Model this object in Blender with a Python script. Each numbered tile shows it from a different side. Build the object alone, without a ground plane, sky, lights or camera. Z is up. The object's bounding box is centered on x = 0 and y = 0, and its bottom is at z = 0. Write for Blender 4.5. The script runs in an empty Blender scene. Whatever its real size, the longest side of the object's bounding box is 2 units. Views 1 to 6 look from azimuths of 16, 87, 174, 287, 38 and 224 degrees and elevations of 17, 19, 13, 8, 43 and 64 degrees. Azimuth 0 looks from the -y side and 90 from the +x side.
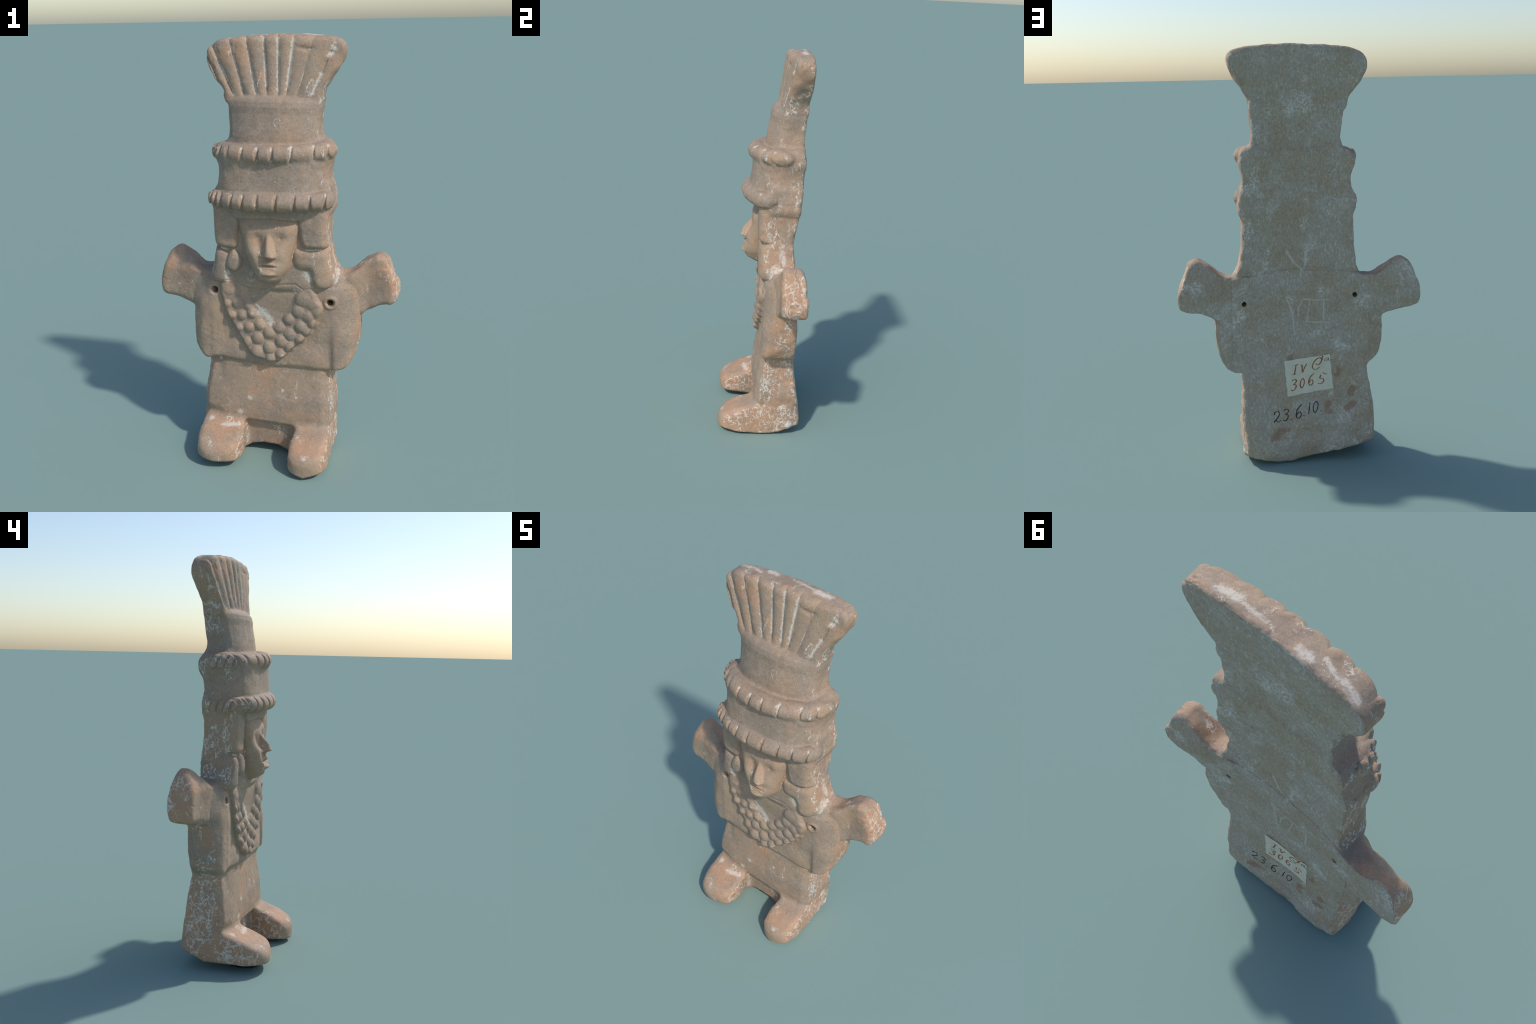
"""Terracotta standing figurine with a tall feathered headdress.

The clay body is one implicit solid (slabs with relief fronts, tubes, feet), meshed
once, then its faces are separated into named anatomical / costume parts."""
import bpy, math
import numpy as np
from mathutils import Vector
from mathutils.bvhtree import BVHTree

F32 = np.float32
H = 0.006                     # coarse meshing cell
X0, X1, Y0, Y1, Z0, Z1 = -0.630, 0.630, -0.270, 0.270, -0.040, 2.040
H2 = 0.003                    # resolution of the plan fields (x, z)


# ---------------------------------------------------------------- small maths
def smin(a, b, k):
    h = np.maximum(k - np.abs(a - b), 0.0) / k
    return np.minimum(a, b) - h * h * k * 0.25


def smax(a, b, k):
    return -smin(-a, -b, k)


def sstep(e0, e1, x):
    t = np.clip((x - e0) / (e1 - e0), 0, 1)
    return t * t * (3 - 2 * t)


def dome(t):
    """quarter-circle profile 0..1 : pillow edge of a raised pad"""
    t = np.clip(t, 0, 1)
    return np.sqrt(np.maximum(1 - (1 - t) ** 2, 0))


def spline(pts, n=8, closed=True):
    """centripetal Catmull-Rom through control points (no overshoot at corners)"""
    P = np.array(pts, float)
    if closed:
        Q = np.vstack([P[-1], P, P[0], P[1]])
    else:
        Q = np.vstack([2 * P[0] - P[1], P, 2 * P[-1] - P[-2]])
    out = []
    for i in range(1, len(Q) - 2):
        p0, p1, p2, p3 = Q[i - 1:i + 3]
        t1 = max(np.linalg.norm(p1 - p0), 1e-6) ** .5; t2 = t1 + max(np.linalg.norm(p2 - p1), 1e-6) ** .5
        t3 = t2 + max(np.linalg.norm(p3 - p2), 1e-6) ** .5
        for u in np.arange(n) / n:
            t = t1 + (t2 - t1) * u
            a1 = (t1 - t) / t1 * p0 + t / t1 * p1
            a2 = (t2 - t) / (t2 - t1) * p1 + (t - t1) / (t2 - t1) * p2
            a3 = (t3 - t) / (t3 - t2) * p2 + (t - t2) / (t3 - t2) * p3
            b1 = (t2 - t) / t2 * a1 + t / t2 * a2
            b2 = (t3 - t) / (t3 - t1) * a2 + (t - t1) / (t3 - t1) * a3
            out.append((t2 - t) / (t2 - t1) * b1 + (t - t1) / (t2 - t1) * b2)
    if not closed:
        out.append(P[-1])
    return np.array(out)


def curve1(zs, vs):
    """smooth 1-D profile through control values"""
    zs = np.array(zs, float); vs = np.array(vs, float)
    fine = np.linspace(zs[0], zs[-1], 600)
    lin = np.interp(fine, zs, vs)
    w = 13
    ker = np.hanning(w); ker /= ker.sum()
    sm = np.convolve(np.pad(lin, w // 2, mode='edge'), ker, 'valid')
    return lambda z: np.interp(z, fine, sm)


def poly_sdf(pts, x, z):
    """signed distance to a closed polygon (negative inside)"""
    P = np.asarray(pts, float)
    d = np.full(x.shape, 1e9); inside = np.zeros(x.shape, bool)
    A = P; B = np.roll(P, -1, axis=0)
    for (ax, az), (bx, bz) in zip(A, B):
        ex, ez = bx - ax, bz - az
        L = ex * ex + ez * ez
        if L < 1e-12:
            continue
        t = np.clip(((x - ax) * ex + (z - az) * ez) / L, 0, 1)
        d = np.minimum(d, (x - ax - t * ex) ** 2 + (z - az - t * ez) ** 2)
        cond = (az > z) != (bz > z)
        if abs(bz - az) > 1e-12:
            inside ^= cond & (x < (bx - ax) * (z - az) / (bz - az) + ax)
    d = np.sqrt(d)
    return np.where(inside, -d, d)


def seg_dist(x, z, a, b):
    ex, ez = b[0] - a[0], b[1] - a[1]
    t = np.clip(((x - a[0]) * ex + (z - a[1]) * ez) / (ex * ex + ez * ez), 0, 1)
    return np.hypot(x - a[0] - t * ex, z - a[1] - t * ez)


def vnoise(P, scale, seed=0):
    """smooth value noise, -1..1, on an (n,3) array"""
    q = P / scale + seed * 17.31
    i = np.floor(q).astype(np.int64); f = q - i
    f = f * f * (3 - 2 * f)

    def hsh(a, b, c):
        n = (a * 374761393 + b * 668265263 + c * 2147483647 + seed * 974711) & 0x7fffffff
        n = ((n ^ (n >> 13)) * 1274126177) & 0x7fffffff
        n = ((n ^ (n >> 16)) * 73856093) & 0x7fffffff
        return (n & 0xffff) / 32767.5 - 1
    r = 0
    for dx in (0, 1):
        for dy in (0, 1):
            for dz in (0, 1):
                w = (f[:, 0] if dx else 1 - f[:, 0]) * (f[:, 1] if dy else 1 - f[:, 1]) * (f[:, 2] if dz else 1 - f[:, 2])
                r = r + w * hsh(i[:, 0] + dx, i[:, 1] + dy, i[:, 2] + dz)
    return r


# ---------------------------------------------------------------- plan fields
gx = np.arange(X0, X1 + 1e-9, H2); gz = np.arange(Z0, Z1 + 1e-9, H2)
GX, GZ = np.meshgrid(gx, gz, indexing='ij')

# back of the figure: depth along the left and right edge, blended across
back_l = curve1([0, .06, .12, .21, .27, .42, .51, .56, .71, .80, .92, .99, 1.14, 1.25, 1.30, 1.36, 1.45, 1.51, 1.58, 1.68, 1.74, 1.80, 1.88, 2.0],
                [.175, .182, .194, .188, .176, .160, .154, .152, .155, .157, .150, .146, .134, .135, .132, .146, .158, .160, .154, .157, .157, .166, .180, .176])
back_r = curve1([0, .05, .10, .166, .28, .43, .55, .70, .92, .98, 1.04, 1.08, 1.17, 1.23, 1.31, 1.44, 1.56, 1.68, 1.80, 1.82, 1.93, 2.0],
                [.195, .205, .210, .204, .186, .168, .165, .165, .150, .142, .130, .130, .145, .154, .155, .166, .164, .167, .176, .182, .184, .177])
hollow = curve1([0, .08, .15, .3, .5, .75, .93, 1.0, 1.1, 1.3, 1.45, 1.6, 1.72, 1.87, 1.97, 2.0], [.0, .0, .018, .026, .022, .032, .034, .020, .018, .030, .038, .024, .015, .017, .006, .0])
hollow_w = curve1([0, .40, .52, .90, .98, 1.6, 1.75, 2.0], [.32, .32, .42, .42, .29, .25, .27, .33])
sb = sstep(-0.30, 0.30, GX)
YB = back_l(GZ) * (1 - sb) + back_r(GZ) * sb
YB = YB - hollow(GZ) * np.clip(1 - (np.abs(GX + .02) / hollow_w(GZ)) ** 2.2, 0, 1)
# the two pressed plates meet in a lip behind the shoulders
lip = .946 + .012 * np.cos(GX * 9)
YB = YB + np.where(np.abs(GX) < .33, .004 * sstep(.012, -.006, GZ - lip) - .005 * np.exp(-((GZ - lip - .004) / .006) ** 2), 0)


class Slab:
    def __init__(s, name, outline, yf, yb=None, k=.03, n=8):
        s.name = name
        pts = spline(outline, n)
        s.lo = pts.min(0) - .09; s.hi = pts.max(0) + .09
        s.d = poly_sdf(pts, GX, GZ)
        s.yf = yf(GX, GZ, s.d) if callable(yf) else yf
        s.yb = (YB if yb is None else yb)
        s.yf = np.broadcast_to(s.yf, GX.shape); s.yb = np.broadcast_to(s.yb, GX.shape)
        s.k = k

    def grid(s, ix, iz, ys):
        d = s.d[np.ix_(ix, iz)][:, None, :]; a = s.yf[np.ix_(ix, iz)][:, None, :]; b = s.yb[np.ix_(ix, iz)][:, None, :]
        return s.comb(d, a, b, ys[None, :, None])

    def comb(s, d, a, b, y):
        return smax(smax(d, a - y, s.k), y - b, .018)

    def points(s, x, y, z):
        d, a, b = sample((s.d, s.yf, s.yb), x, z)
        return s.comb(d, a, b, y)


def sample(fields, x, z):
    u = np.clip((x - X0) / H2, 0, len(gx) - 1.001); v = np.clip((z - Z0) / H2, 0, len(gz) - 1.001)
    i = u.astype(int); j = v.astype(int); fu = u - i; fv = v - j
    out = []
    for f in fields:
        out.append((f[i, j] * (1 - fu) + f[i + 1, j] * fu) * (1 - fv) + (f[i, j + 1] * (1 - fu) + f[i + 1, j + 1] * fu) * fv)
    return out


# ---- feather plume ---------------------------------------------------------
plume_outline = [(.212, 1.70), (.230, 1.765), (.280, 1.840), (.313, 1.900), (.319, 1.942), (.298, 1.972), (.245, 1.984),
                 (.150, 1.991), (.045, 1.998), (-.03, 1.996), (-.175, 1.984), (-.264, 1.967), (-.306, 1.932),
                 (-.312, 1.885), (-.280, 1.820), (-.233, 1.762), (-.207, 1.70)]
groove_top = np.array([(-.277, 1.933), (-.194, 1.960), (-.120, 1.975), (-.039, 1.977), (.026, 1.984), (.097, 1.991), (.180, 1.975), (.262, 1.935), (.322, 1.90)])
groove_bot = np.array([(-.170, 1.729), (-.123, 1.732), (-.068, 1.738), (-.019, 1.749), (.033, 1.752), (.070, 1.745), (.120, 1.75), (.180, 1.735), (.228, 1.74)])
groove_depth = [.015, .015, .016, .016, .015, .012, .007, .011, .010]


def groove_x(i, z):
    a, b = groove_bot[i], groove_top[i]
    return a[0] + (b[0] - a[0]) * (z - a[1]) / (b[1] - a[1])


def plume_front(x, z, d):
    t = np.clip((z - 1.72) / .27, -.2, 1)
    base = .033 + .030 * t + .030 * np.clip(np.abs(x) / .30, 0, 1.2) ** 2.2
    base = base + .03 * (x > .15) * np.clip((x - .15) / .15, 0, 1) ** 2 * (1 - t)
    gs = [groove_x(i, z) for i in range(len(groove_top))]
    edges = [gs[0] - .048] + gs + [gs[-1] + .05]
    rib = np.zeros_like(x)
    for i in range(len(edges) - 1):
        a, b = edges[i], edges[i + 1]
        u = (x - a) / (b - a)
        inside = (u >= 0) & (u < 1)
        hl = groove_depth[max(i - 1, 0)]; hr = groove_depth[min(i, len(groove_depth) - 1)]
        hh = hl + (hr - hl) * u
        rib = np.where(inside, hh * (np.clip(4 * u * (1 - u), 0, 1) ** .6 - 1), rib)
    # chipped dent under the worn corner
    dent = .007 * np.exp(-(((x - .145) / .035) ** 2 + ((z - 1.935 + .1 * (x - .14)) / .010) ** 2))
    top = .010 * sstep(1.95, 2.0, z) ** 2
    return base - rib * sstep(1.715, 1.755, z) + dent + top


plume = Slab('plume', plume_outline, plume_front, k=.022)

# ---- bands of the headdress ------------------------------------------------
band1_mid = curve1([1.50, 1.56, 1.60, 1.66, 1.69, 1.712, 1.725, 1.74], [-.03, -.024, -.017, -.007, -.006, .000, .012, .04])
upper_band = Slab('headdress_band',
                  [(.215, 1.50), (.213, 1.60), (.218, 1.66), (.222, 1.70), (.208, 1.742), (0, 1.752), (-.188, 1.738),
                   (-.205, 1.70), (-.203, 1.65), (-.195, 1.58), (-.20, 1.50)],
                  lambda x, z, d: band1_mid(z + .02 * x) + .055 * np.clip(np.abs(x - .005) / .205, 0, 1.2) ** 2.4, k=.03)
band2_mid = curve1([1.28, 1.34, 1.37, 1.43, 1.47, 1.52], [-.095, -.092, -.088, -.084, -.086, -.09])
lower_band = Slab('headdress_band',
                  [(.272, 1.28), (.265, 1.34), (.262, 1.40), (.262, 1.49), (-.246, 1.49), (-.245, 1.40), (-.252, 1.34), (-.268, 1.28)],
                  lambda x, z, d: band2_mid(z) + .100 * np.clip(np.abs(x - .00) / .258, 0, 1.2) ** 4.2, k=.05, n=6)
roll1_back = Slab('headdress_roll', [(.258, 1.455), (.272, 1.490), (.270, 1.52), (.240, 1.544), (.1, 1.522), (-.220, 1.530), (-.256, 1.50), (-.258, 1.465), (-.235, 1.43), (0, 1.45)],
                  lambda x, z, d: .02 + .0 * x, k=.03)
roll2_back = Slab('headdress_roll', [(.268, 1.215), (.284, 1.240), (.281, 1.29), (.262, 1.36), (.1, 1.335), (-.243, 1.335), (-.270, 1.30), (-.273, 1.262), (-.258, 1.228), (0, 1.245)],
                  lambda x, z, d: -.005 + .0 * x, k=.03)


class Roll:
    """padded roll bent round the front of the headdress, pinched by cord notches"""
    def __init__(s, name, xl, xr, ymid, sag, zl, zr, ry, rz, notches, depth):
        s.__dict__.update(locals()); s.name = name
        s.lo = (xl - .09, min(zl, zr) - .12); s.hi = (xr + .09, max(zl, zr) + .12)
        s.xm = (xl + xr) / 2; s.hw = (xr - xl) / 2

    def points(s, x, y, z):
        u = (x - s.xm) / s.hw
        yc = s.ymid + s.ry + s.sag * np.abs(u) ** 2.2
        zc = s.zl + (s.zr - s.zl) * (u + 1) / 2
        slope = 1 / np.sqrt(1 + (s.sag * 2.2 / s.hw * np.clip(np.abs(u), 0, 1) ** 1.2) ** 2)
        r = np.hypot((y - yc) * slope / s.ry, (z - zc) / s.rz)
        f = (r - 1) * min(s.ry, s.rz)
        for i, xn in enumerate(s.notches):
            w = .0066 + .002 * ((i * 7) % 3) / 2
            f = f + s.depth * np.exp(-((x + .07 * (z - zc) * ((i % 3) - 1) - xn) / w) ** 2) * sstep(.044, .018, z - zc)
        return smax(f, np.abs(x - s.xm) - s.hw, .05)

    def grid(s, ix, iz, ys):
        return s.points(gx[ix][:, None, None], ys[None, :, None], gz[iz][None, None, :])


roll1 = Roll('headdress_roll', -.274, .292, -.112, .132, 1.484, 1.502, .048, .041,
             [-.250, -.222, -.176, -.103, -.031, .036, .118, .208, .262], .0110)
roll2 = Roll('headdress_roll', -.284, .300, -.134, .088, 1.282, 1.292, .048, .042,
             [-.262, -.235, -.205, -.150, -.095, -.027, .056, .136, .200, .262], .0115)

# ---- head: hair pads, ear ornament, face -----------------------------------
hair_pads = [  # outline, front depth, edge width
    ('hair', [(-.275, 1.26), (-.274, 1.10), (-.262, 1.062), (-.20, 1.050), (-.152, 1.058), (-.142, 1.12), (-.142, 1.26)], -.046, .026),
    ('hair_lock', [(-.262, 1.046), (-.288, .965), (-.296, .905), (-.262, .876), (-.208, .884), (-.190, .95), (-.200, 1.03)], -.040, .036),
    ('ear_ornament', [(-.205, 1.000), (-.168, 1.046), (-.122, 1.005), (-.136, .955), (-.168, .938), (-.204, .960)], -.050, .032),
    ('hair', [(.150, 1.26), (.150, 1.10), (.165, 1.072), (.215, 1.066), (.270, 1.073), (.282, 1.12), (.284, 1.26)], -.048, .028),
    ('hair_lock', [(.122, 1.060), (.118, .995), (.145, .972), (.194, .966), (.202, .915), (.220, .885), (.275, .880), (.302, .91), (.304, .98), (.288, 1.058), (.20, 1.060)], -.040, .036),
]
fringe = [(-.165, 1.27), (-.160, 1.202), (0, 1.196), (.155, 1.202), (.160, 1.27)]
face_outline = [(-.134, 1.195), (-.122, 1.120), (-.101, 1.030), (-.071, .957), (-.040, .911), (.010, .894), (.052, .910), (.080, .942),
                (.102, .985), (.114, 1.040), (.130, 1.10), (.136, 1.195)]
face_mid = curve1([.89, .905, .925, .945, .985, 1.02, 1.06, 1.10, 1.15, 1.20, 1.25],
                  [-.066, -.086, -.103, -.108, -.104, -.097, -.091, -.083, -.074, -.060, -.05])
face_d = poly_sdf(spline(face_outline), GX, GZ)
pad_d = [poly_sdf(spline(p[1]), GX, GZ) for p in hair_pads]


def blob(x, z, cx, cz, rx, rz, p=1.0):
    return np.exp(-(((x - cx) / rx) ** 2 + ((z - cz) / rz) ** 2) ** p)


def head_front(x, z, d):
    base = -.023 + .03 * np.clip(np.abs(x) / .27, 0, 1.3) ** 5
    y = base.copy()
    fd = poly_sdf(spline(fringe), x, z)
    y = smin(y, base + (-.062 - base) * dome(-fd / .02), .008)
    for (nm, pts, dep, w), pd in zip(hair_pads, pad_d):
        dp = dep + .034 * np.clip((np.abs(x) - .20) / .09, 0, 1.2) ** 2.5
        y = smin(y, base + (dp - base) * dome(-pd / w), .008)
    fm = face_mid(z)
    f = base + (fm - base) * dome(-face_d / .066)
    f = np.where(face_d < .004, f, .2)
    # hollow eyes under a soft brow
    f = f + .018 * blob(x, z, .066, 1.110, .032, .026) + .022 * blob(x, z, -.044, 1.106, .030, .030) + .010 * blob(x, z, -.030, 1.075, .016, .030)
    f = f - .009 * blob(x, z, .070, 1.106, .024, .018) - .009 * blob(x, z, -.048, 1.102, .024, .020)
    f = f + .005 * blob(x, z, .066, 1.119, .0065, .006)
        # cheeks
    f = f - .008 * blob(x, z, .072, 1.050, .034, .036) - .007 * blob(x, z, -.052, 1.045, .030, .036)
    # short worn nose: narrow bridge, broad cut-off tip
    t = np.clip((1.136 - z) / (1.136 - 1.050), 0, 1)
    xc = .012 + .010 * t
    hw = .011 + .018 * t
    w = np.clip(1 - (np.abs(x - xc) / (hw * 1.1)) ** 2, 0, 1) ** .8
    f = f - .036 * sstep(1.146, 1.078, z) * w * sstep(1.032, 1.050, z)
    for sx in (-.016, .042):
        f = f - .011 * blob(x, z, sx, 1.045, .012, .010)
    f = f + .006 * blob(x, z, .013, 1.028, .020, .008)
    # open mouth: full everted lips round a slot with drooping corners
    mx = (x - .014); mz = z - .990 + 3.5 * mx * mx
    f = f - .012 * np.exp(-((mx / .050) ** 2 + ((z - .988) / .034) ** 2) ** 1.6)
    f = f + .014 * np.exp(-((mx / .038) ** 4 + ((mz - .009) / .0060) ** 2))
    f = f + .007 * np.exp(-((mx / .028) ** 4 + ((mz + .004) / .009) ** 2))
    f = f - .011 * np.exp(-((mx / .038) ** 4 + ((mz + .025) / .0085) ** 2))
    f = f - .005 * np.exp(-((mx / .034) ** 4 + ((mz - .021) / .006) ** 2))
    f = f + .006 * blob(x, z, .012, .945, .040, .006)
    f = f - .006 * blob(x, z, .012, .922, .035, .018)
    y = smin(y, f, .006)
    return y


head = Slab('head', [(.268, 1.27), (.270, 1.20), (.270, 1.10), (.278, 1.03), (.292, .97), (.308, .93), (.300, .875), (.2, .86), (-.2, .86), (-.292, .875), (-.292, .92), (-.276, .965),
                     (-.266, 1.02), (-.262, 1.12), (-.260, 1.20), (-.258, 1.27)], head_front, k=.03)

# ---- cape (torso) with bead collar -----------------------------------------
torso_outline = [(.30, .935), (.345, .922), (.390, .87), (.406, .80), (.408, .735), (.406, .66), (.400, .585), (.382, .522), (.348, .480), (.29, .470),
                 (.17, .478), (.02, .470), (-.13, .482), (-.26, .490), (-.320, .477), (-.370, .515), (-.394, .58), (-.398, .65), (-.396, .72), (-.394, .80), (-.378, .87), (-.338, .915),
                 (-.30, .925), (0, .94)]
bib_outer = [(-.230, .885), (-.228, .79), (-.208, .719), (-.172, .655), (-.135, .589), (-.089, .533), (-.035, .507), (.031, .502), (.072, .530), (.116, .582),
             (.174, .632), (.222, .712), (.250, .785), (.222, .835), (.190, .889)]
bib_inner = [(-.146, .90), (-.104, .797), (-.067, .739), (-.018, .681), (.03, .690), (.084, .747), (.122, .816), (.135, .90)]
bead_spots = [(-.194, .852, 1.2, .5), (-.142, .840, 1.1, .35), (-.205, .776, .8, .8), (-.157, .780, 1, .7), (-.106, .775, .9, .5), (-.182, .719, .85, 1), (-.135, .723, 1, 1),
              (-.085, .736, 1, .9), (-.150, .660, .8, 1), (-.098, .665, 1, 1), (-.050, .683, 1, .9), (-.110, .593, .9, 1), (-.058, .615, 1.15, 1), (-.001, .645, 1.1, 1),
              (-.061, .546, 1.2, 1), (-.001, .572, 1.15, 1.1), (.056, .609, 1.15, 1), (.006, .522, 1, .9), (.053, .545, .95, 1), (.096, .583, 1.05, 1), (.099, .648, 1.15, 1),
              (.046, .681, 1.15, .9), (.146, .627, 1, .9), (.147, .690, 1.1, 1), (.092, .722, 1.1, 1), (.178, .666, .9, .8), (.137, .762, 1.15, .9), (.184, .740, 1.05, .8),
              (.206, .706, .9, .7), (.158, .826, 1.4, .5), (.200, .803, 1.1, .4), (.222, .762, 1, .5)]
BEAD_R = .0255
holes = [((-.275, -.03, .832), (-.259, .20, .823), .021, .011), ((.284, -.03, .811), (.266, .20, .807), .019, .011)]


def torso_front(x, z, d):
    w = sstep(.58, .66, z)
    side_d = (np.abs(x) - .396) * (1 - w) + d * w
    e = dome(-side_d / .12)
    y = -.006 + .062 * (1 - e) - .012 * sstep(.62, .50, z) * sstep(.30, .20, np.abs(x))
    y = y + .024 * sstep(.27, .40, np.abs(x)) * sstep(.60, .82, z)
    y = y - .014 * sstep(-.29, -.35, x) * sstep(.84, .76, z)
    # left sleeve ridge, right sleeve crease
    y = y - .012 * np.exp(-((x + .285) / .048) ** 2) * sstep(.86, .70, z)
    y = y - .008 * sstep(.272, .312, x) * sstep(.74, .60, z) * sstep(.40, .36, x)
    y = y + .0035 * np.exp(-((x - .285) / .013) ** 2) * sstep(.68, .54, z)
    od = poly_sdf(spline(bib_outer), x, z); idd = poly_sdf(spline(bib_inner), x, z)
    bib = -.021 * dome(-od / .016)
    bib = bib + .010 * sstep(.012, -.016, idd)
    y = y + bib
    b = np.zeros_like(x)
    for bx, bz, s, h in bead_spots:
        rr = ((x - bx) ** 2 + (z - bz) ** 2) / (BEAD_R * s) ** 2
        b = np.maximum(b, .0128 * h * np.clip(1 - rr * .85, 0, 1) ** .9)
    y = y - b
    # rim pushed up round the right-hand hole
    r = np.hypot(x - .284, z - .811)
    y = y - .006 * np.exp(-((r - .025) / .007) ** 2)
    # upper edge sinks under the neck crack
    y = y + .016 * sstep(.872, .90, z)
    return y


torso = Slab('torso', torso_outline, torso_front, k=.024)

hand_y = curve1([.70, .76, .82, .88, .92, .98, 1.03], [.170, .176, .184, .184, .180, .168, .150])


def hands_back(x, z, d=None):
    t = sstep(.30, .52, np.abs(x))
    return YB * (1 - t) + (hand_y(z) + np.where(x < 0, -.008, .010)) * t


arm_r = Slab('arm', [(.25, .915), (.33, .928), (.375, .952), (.43, 1.000), (.482, 1.026), (.520, 1.012), (.548, .945), (.572, .893), (.578, .83), (.560, .798),
                     (.48, .778), (.42, .752), (.36, .76), (.26, .80)],
             lambda x, z, d: .040 + .026 * sstep(.36, .46, x) + .008 * sstep(.54, .58, x), hands_back(GX, GZ), k=.03)
arm_l = Slab('arm', [(-.25, .905), (-.312, .914), (-.367, .928), (-.424, .976), (-.475, 1.006), (-.527, .985), (-.560, .908), (-.579, .829), (-.566, .774),
                     (-.492, .757), (-.41, .738), (-.36, .75), (-.26, .80)],
             lambda x, z, d: .034 + .020 * sstep(.36, .50, -x) + .035 * sstep(.90, 1.0, z), hands_back(GX, GZ), k=.035)

# ---- skirt, legs, feet -----------------------------------------------------
skirt_y = curve1([.15, .18, .22, .30, .40, .48, .56], [-.032, -.036, -.036, -.029, -.012, .006, .012])
skirt = Slab('skirt', [(.282, .56), (.286, .46), (.288, .38), (.291, .30), (.293, .225), (.280, .190), (.20, .176), (.08, .168), (-.06, .176), (-.18, .180), (-.30, .176),
                       (-.325, .21), (-.328, .29), (-.310, .40), (-.300, .47), (-.295, .56)],
             lambda x, z, d: skirt_y(z) + .012 * np.clip(np.abs(x) / .3, 0, 1.1) ** 4 + .016 * sstep(.24, .29, x) + .02 * sstep(-.20, -.33, x) * sstep(.25, .19, z), k=.022)
legs = Slab('leg', [(.268, .54), (.271, .44), (.272, .34), (.276, .24), (.279, .14), (.272, .05), (.22, -.02), (-.28, -.02), (-.338, .06), (-.353, .14),
                    (-.355, .25), (-.342, .33), (-.324, .42), (-.305, .54)],
            lambda x, z, d: -.004 + .03 * sstep(.22, .29, np.abs(x)), k=.03)


class Foot:
    def __init__(s, outline, tops):
        s.name = 'foot'
        s.pts = spline(outline, 6)
        s.xx = np.arange(s.pts[:, 0].min() - .1, s.pts[:, 0].max() + .1, .004); s.yy = np.arange(Y0, Y1 + .01, .004)
        A, B = np.meshgrid(s.xx, s.yy, indexing='ij')
        s.d = poly_sdf(s.pts, A, B)
        s.top = curve1([t[0] for t in tops], [t[1] for t in tops])
        s.lo = (s.pts[:, 0].min() - .06, -.04); s.hi = (s.pts[:, 0].max() + .06, .30)

    def points(s, x, y, z):
        u = np.clip((x - s.xx[0]) / .004, 0, len(s.xx) - 1.001); v = np.clip((y - s.yy[0]) / .004, 0, len(s.yy) - 1.001)
        i = u.astype(int); j = v.astype(int); fu = u - i; fv = v - j
        d = (s.d[i, j] * (1 - fu) + s.d[i + 1, j] * fu) * (1 - fv) + (s.d[i, j + 1] * (1 - fu) + s.d[i + 1, j + 1] * fu) * fv
        xc = (s.pts[:, 0].min() + s.pts[:, 0].max()) / 2
        top = s.top(y) - .14 * np.abs(x - xc) ** 1.5
        return smax(d, z - top, .034)

    def grid(s, ix, iz, ys):
        x, y, z = np.broadcast_arrays(gx[ix][:, None, None], ys[None, :, None], gz[iz][None, None, :])
        return s.points(x, y, z)


foot_r = Foot([(.128, .10), (.122, -.02), (.112, -.12), (.122, -.185), (.165, -.215), (.22, -.219), (.270, -.197), (.291, -.13), (.289, -.03), (.284, .08), (.282, .17), (.22, .20), (.14, .18)],
              [(-.23, .088), (-.19, .116), (-.12, .149), (-.05, .176), (0, .19), (.2, .19)])
foot_l = Foot([(-.125, .10), (-.128, -.02), (-.118, -.12), (-.130, -.18), (-.165, -.208), (-.24, -.222), (-.305, -.205), (-.334, -.15), (-.340, -.03), (-.347, .08), (-.343, .17), (-.24, .20), (-.14, .18)],
              [(-.23, .094), (-.19, .122), (-.12, .152), (-.05, .180), (0, .192), (.2, .19)])

# underside: height of the sole over x, front to back
sole_x = np.array([-.40, -.33, -.24, -.14, -.10, -.04, .03, .08, .13, .20, .29, .40])
sole_rows = [(-.24, [.060, .055, .040, .045, .06, .060, .06, .050, .028, .012, .045, .05]),
             (-.12, [.050, .040, .028, .026, .05, .060, .06, .040, .010, .003, .018, .03]),
             (-.02, [.045, .036, .024, .012, .036, .050, .044, .022, .006, .003, .008, .02]),
             (.08, [.045, .040, .030, .016, .026, .034, .028, .014, .006, .004, .006, .02]),
             (.20, [.100, .088, .066, .046, .034, .022, .010, .004, .004, .026, .058, .08])]


def sole_height(x, y):
    ys = [r[0] for r in sole_rows]
    vals = [np.interp(x, sole_x, r[1]) for r in sole_rows]
    out = np.zeros(np.broadcast(x, y).shape)
    for i in range(len(ys)):
        lo = ys[i - 1] if i else -1; hi = ys[i + 1] if i + 1 < len(ys) else 1
        w = np.clip((y - lo) / (ys[i] - lo), 0, 1) * np.clip((hi - y) / (hi - ys[i]), 0, 1)
        if i == 0: w = np.clip((hi - y) / (hi - ys[i]), 0, 1)
        if i == len(ys) - 1: w = np.clip((y - lo) / (ys[i] - lo), 0, 1)
        out = out + w * vals[i]
    return out


PRIMS = [(plume, .012), (upper_band, .012), (roll1_back, .02), (lower_band, .02), (roll2_back, .02), (head, .012), (torso, .012),
         (arm_r, .035), (arm_l, .035), (skirt, .008), (legs, .015), (foot_r, .03), (foot_l, .03), (roll1, .012), (roll2, .012)]


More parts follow.
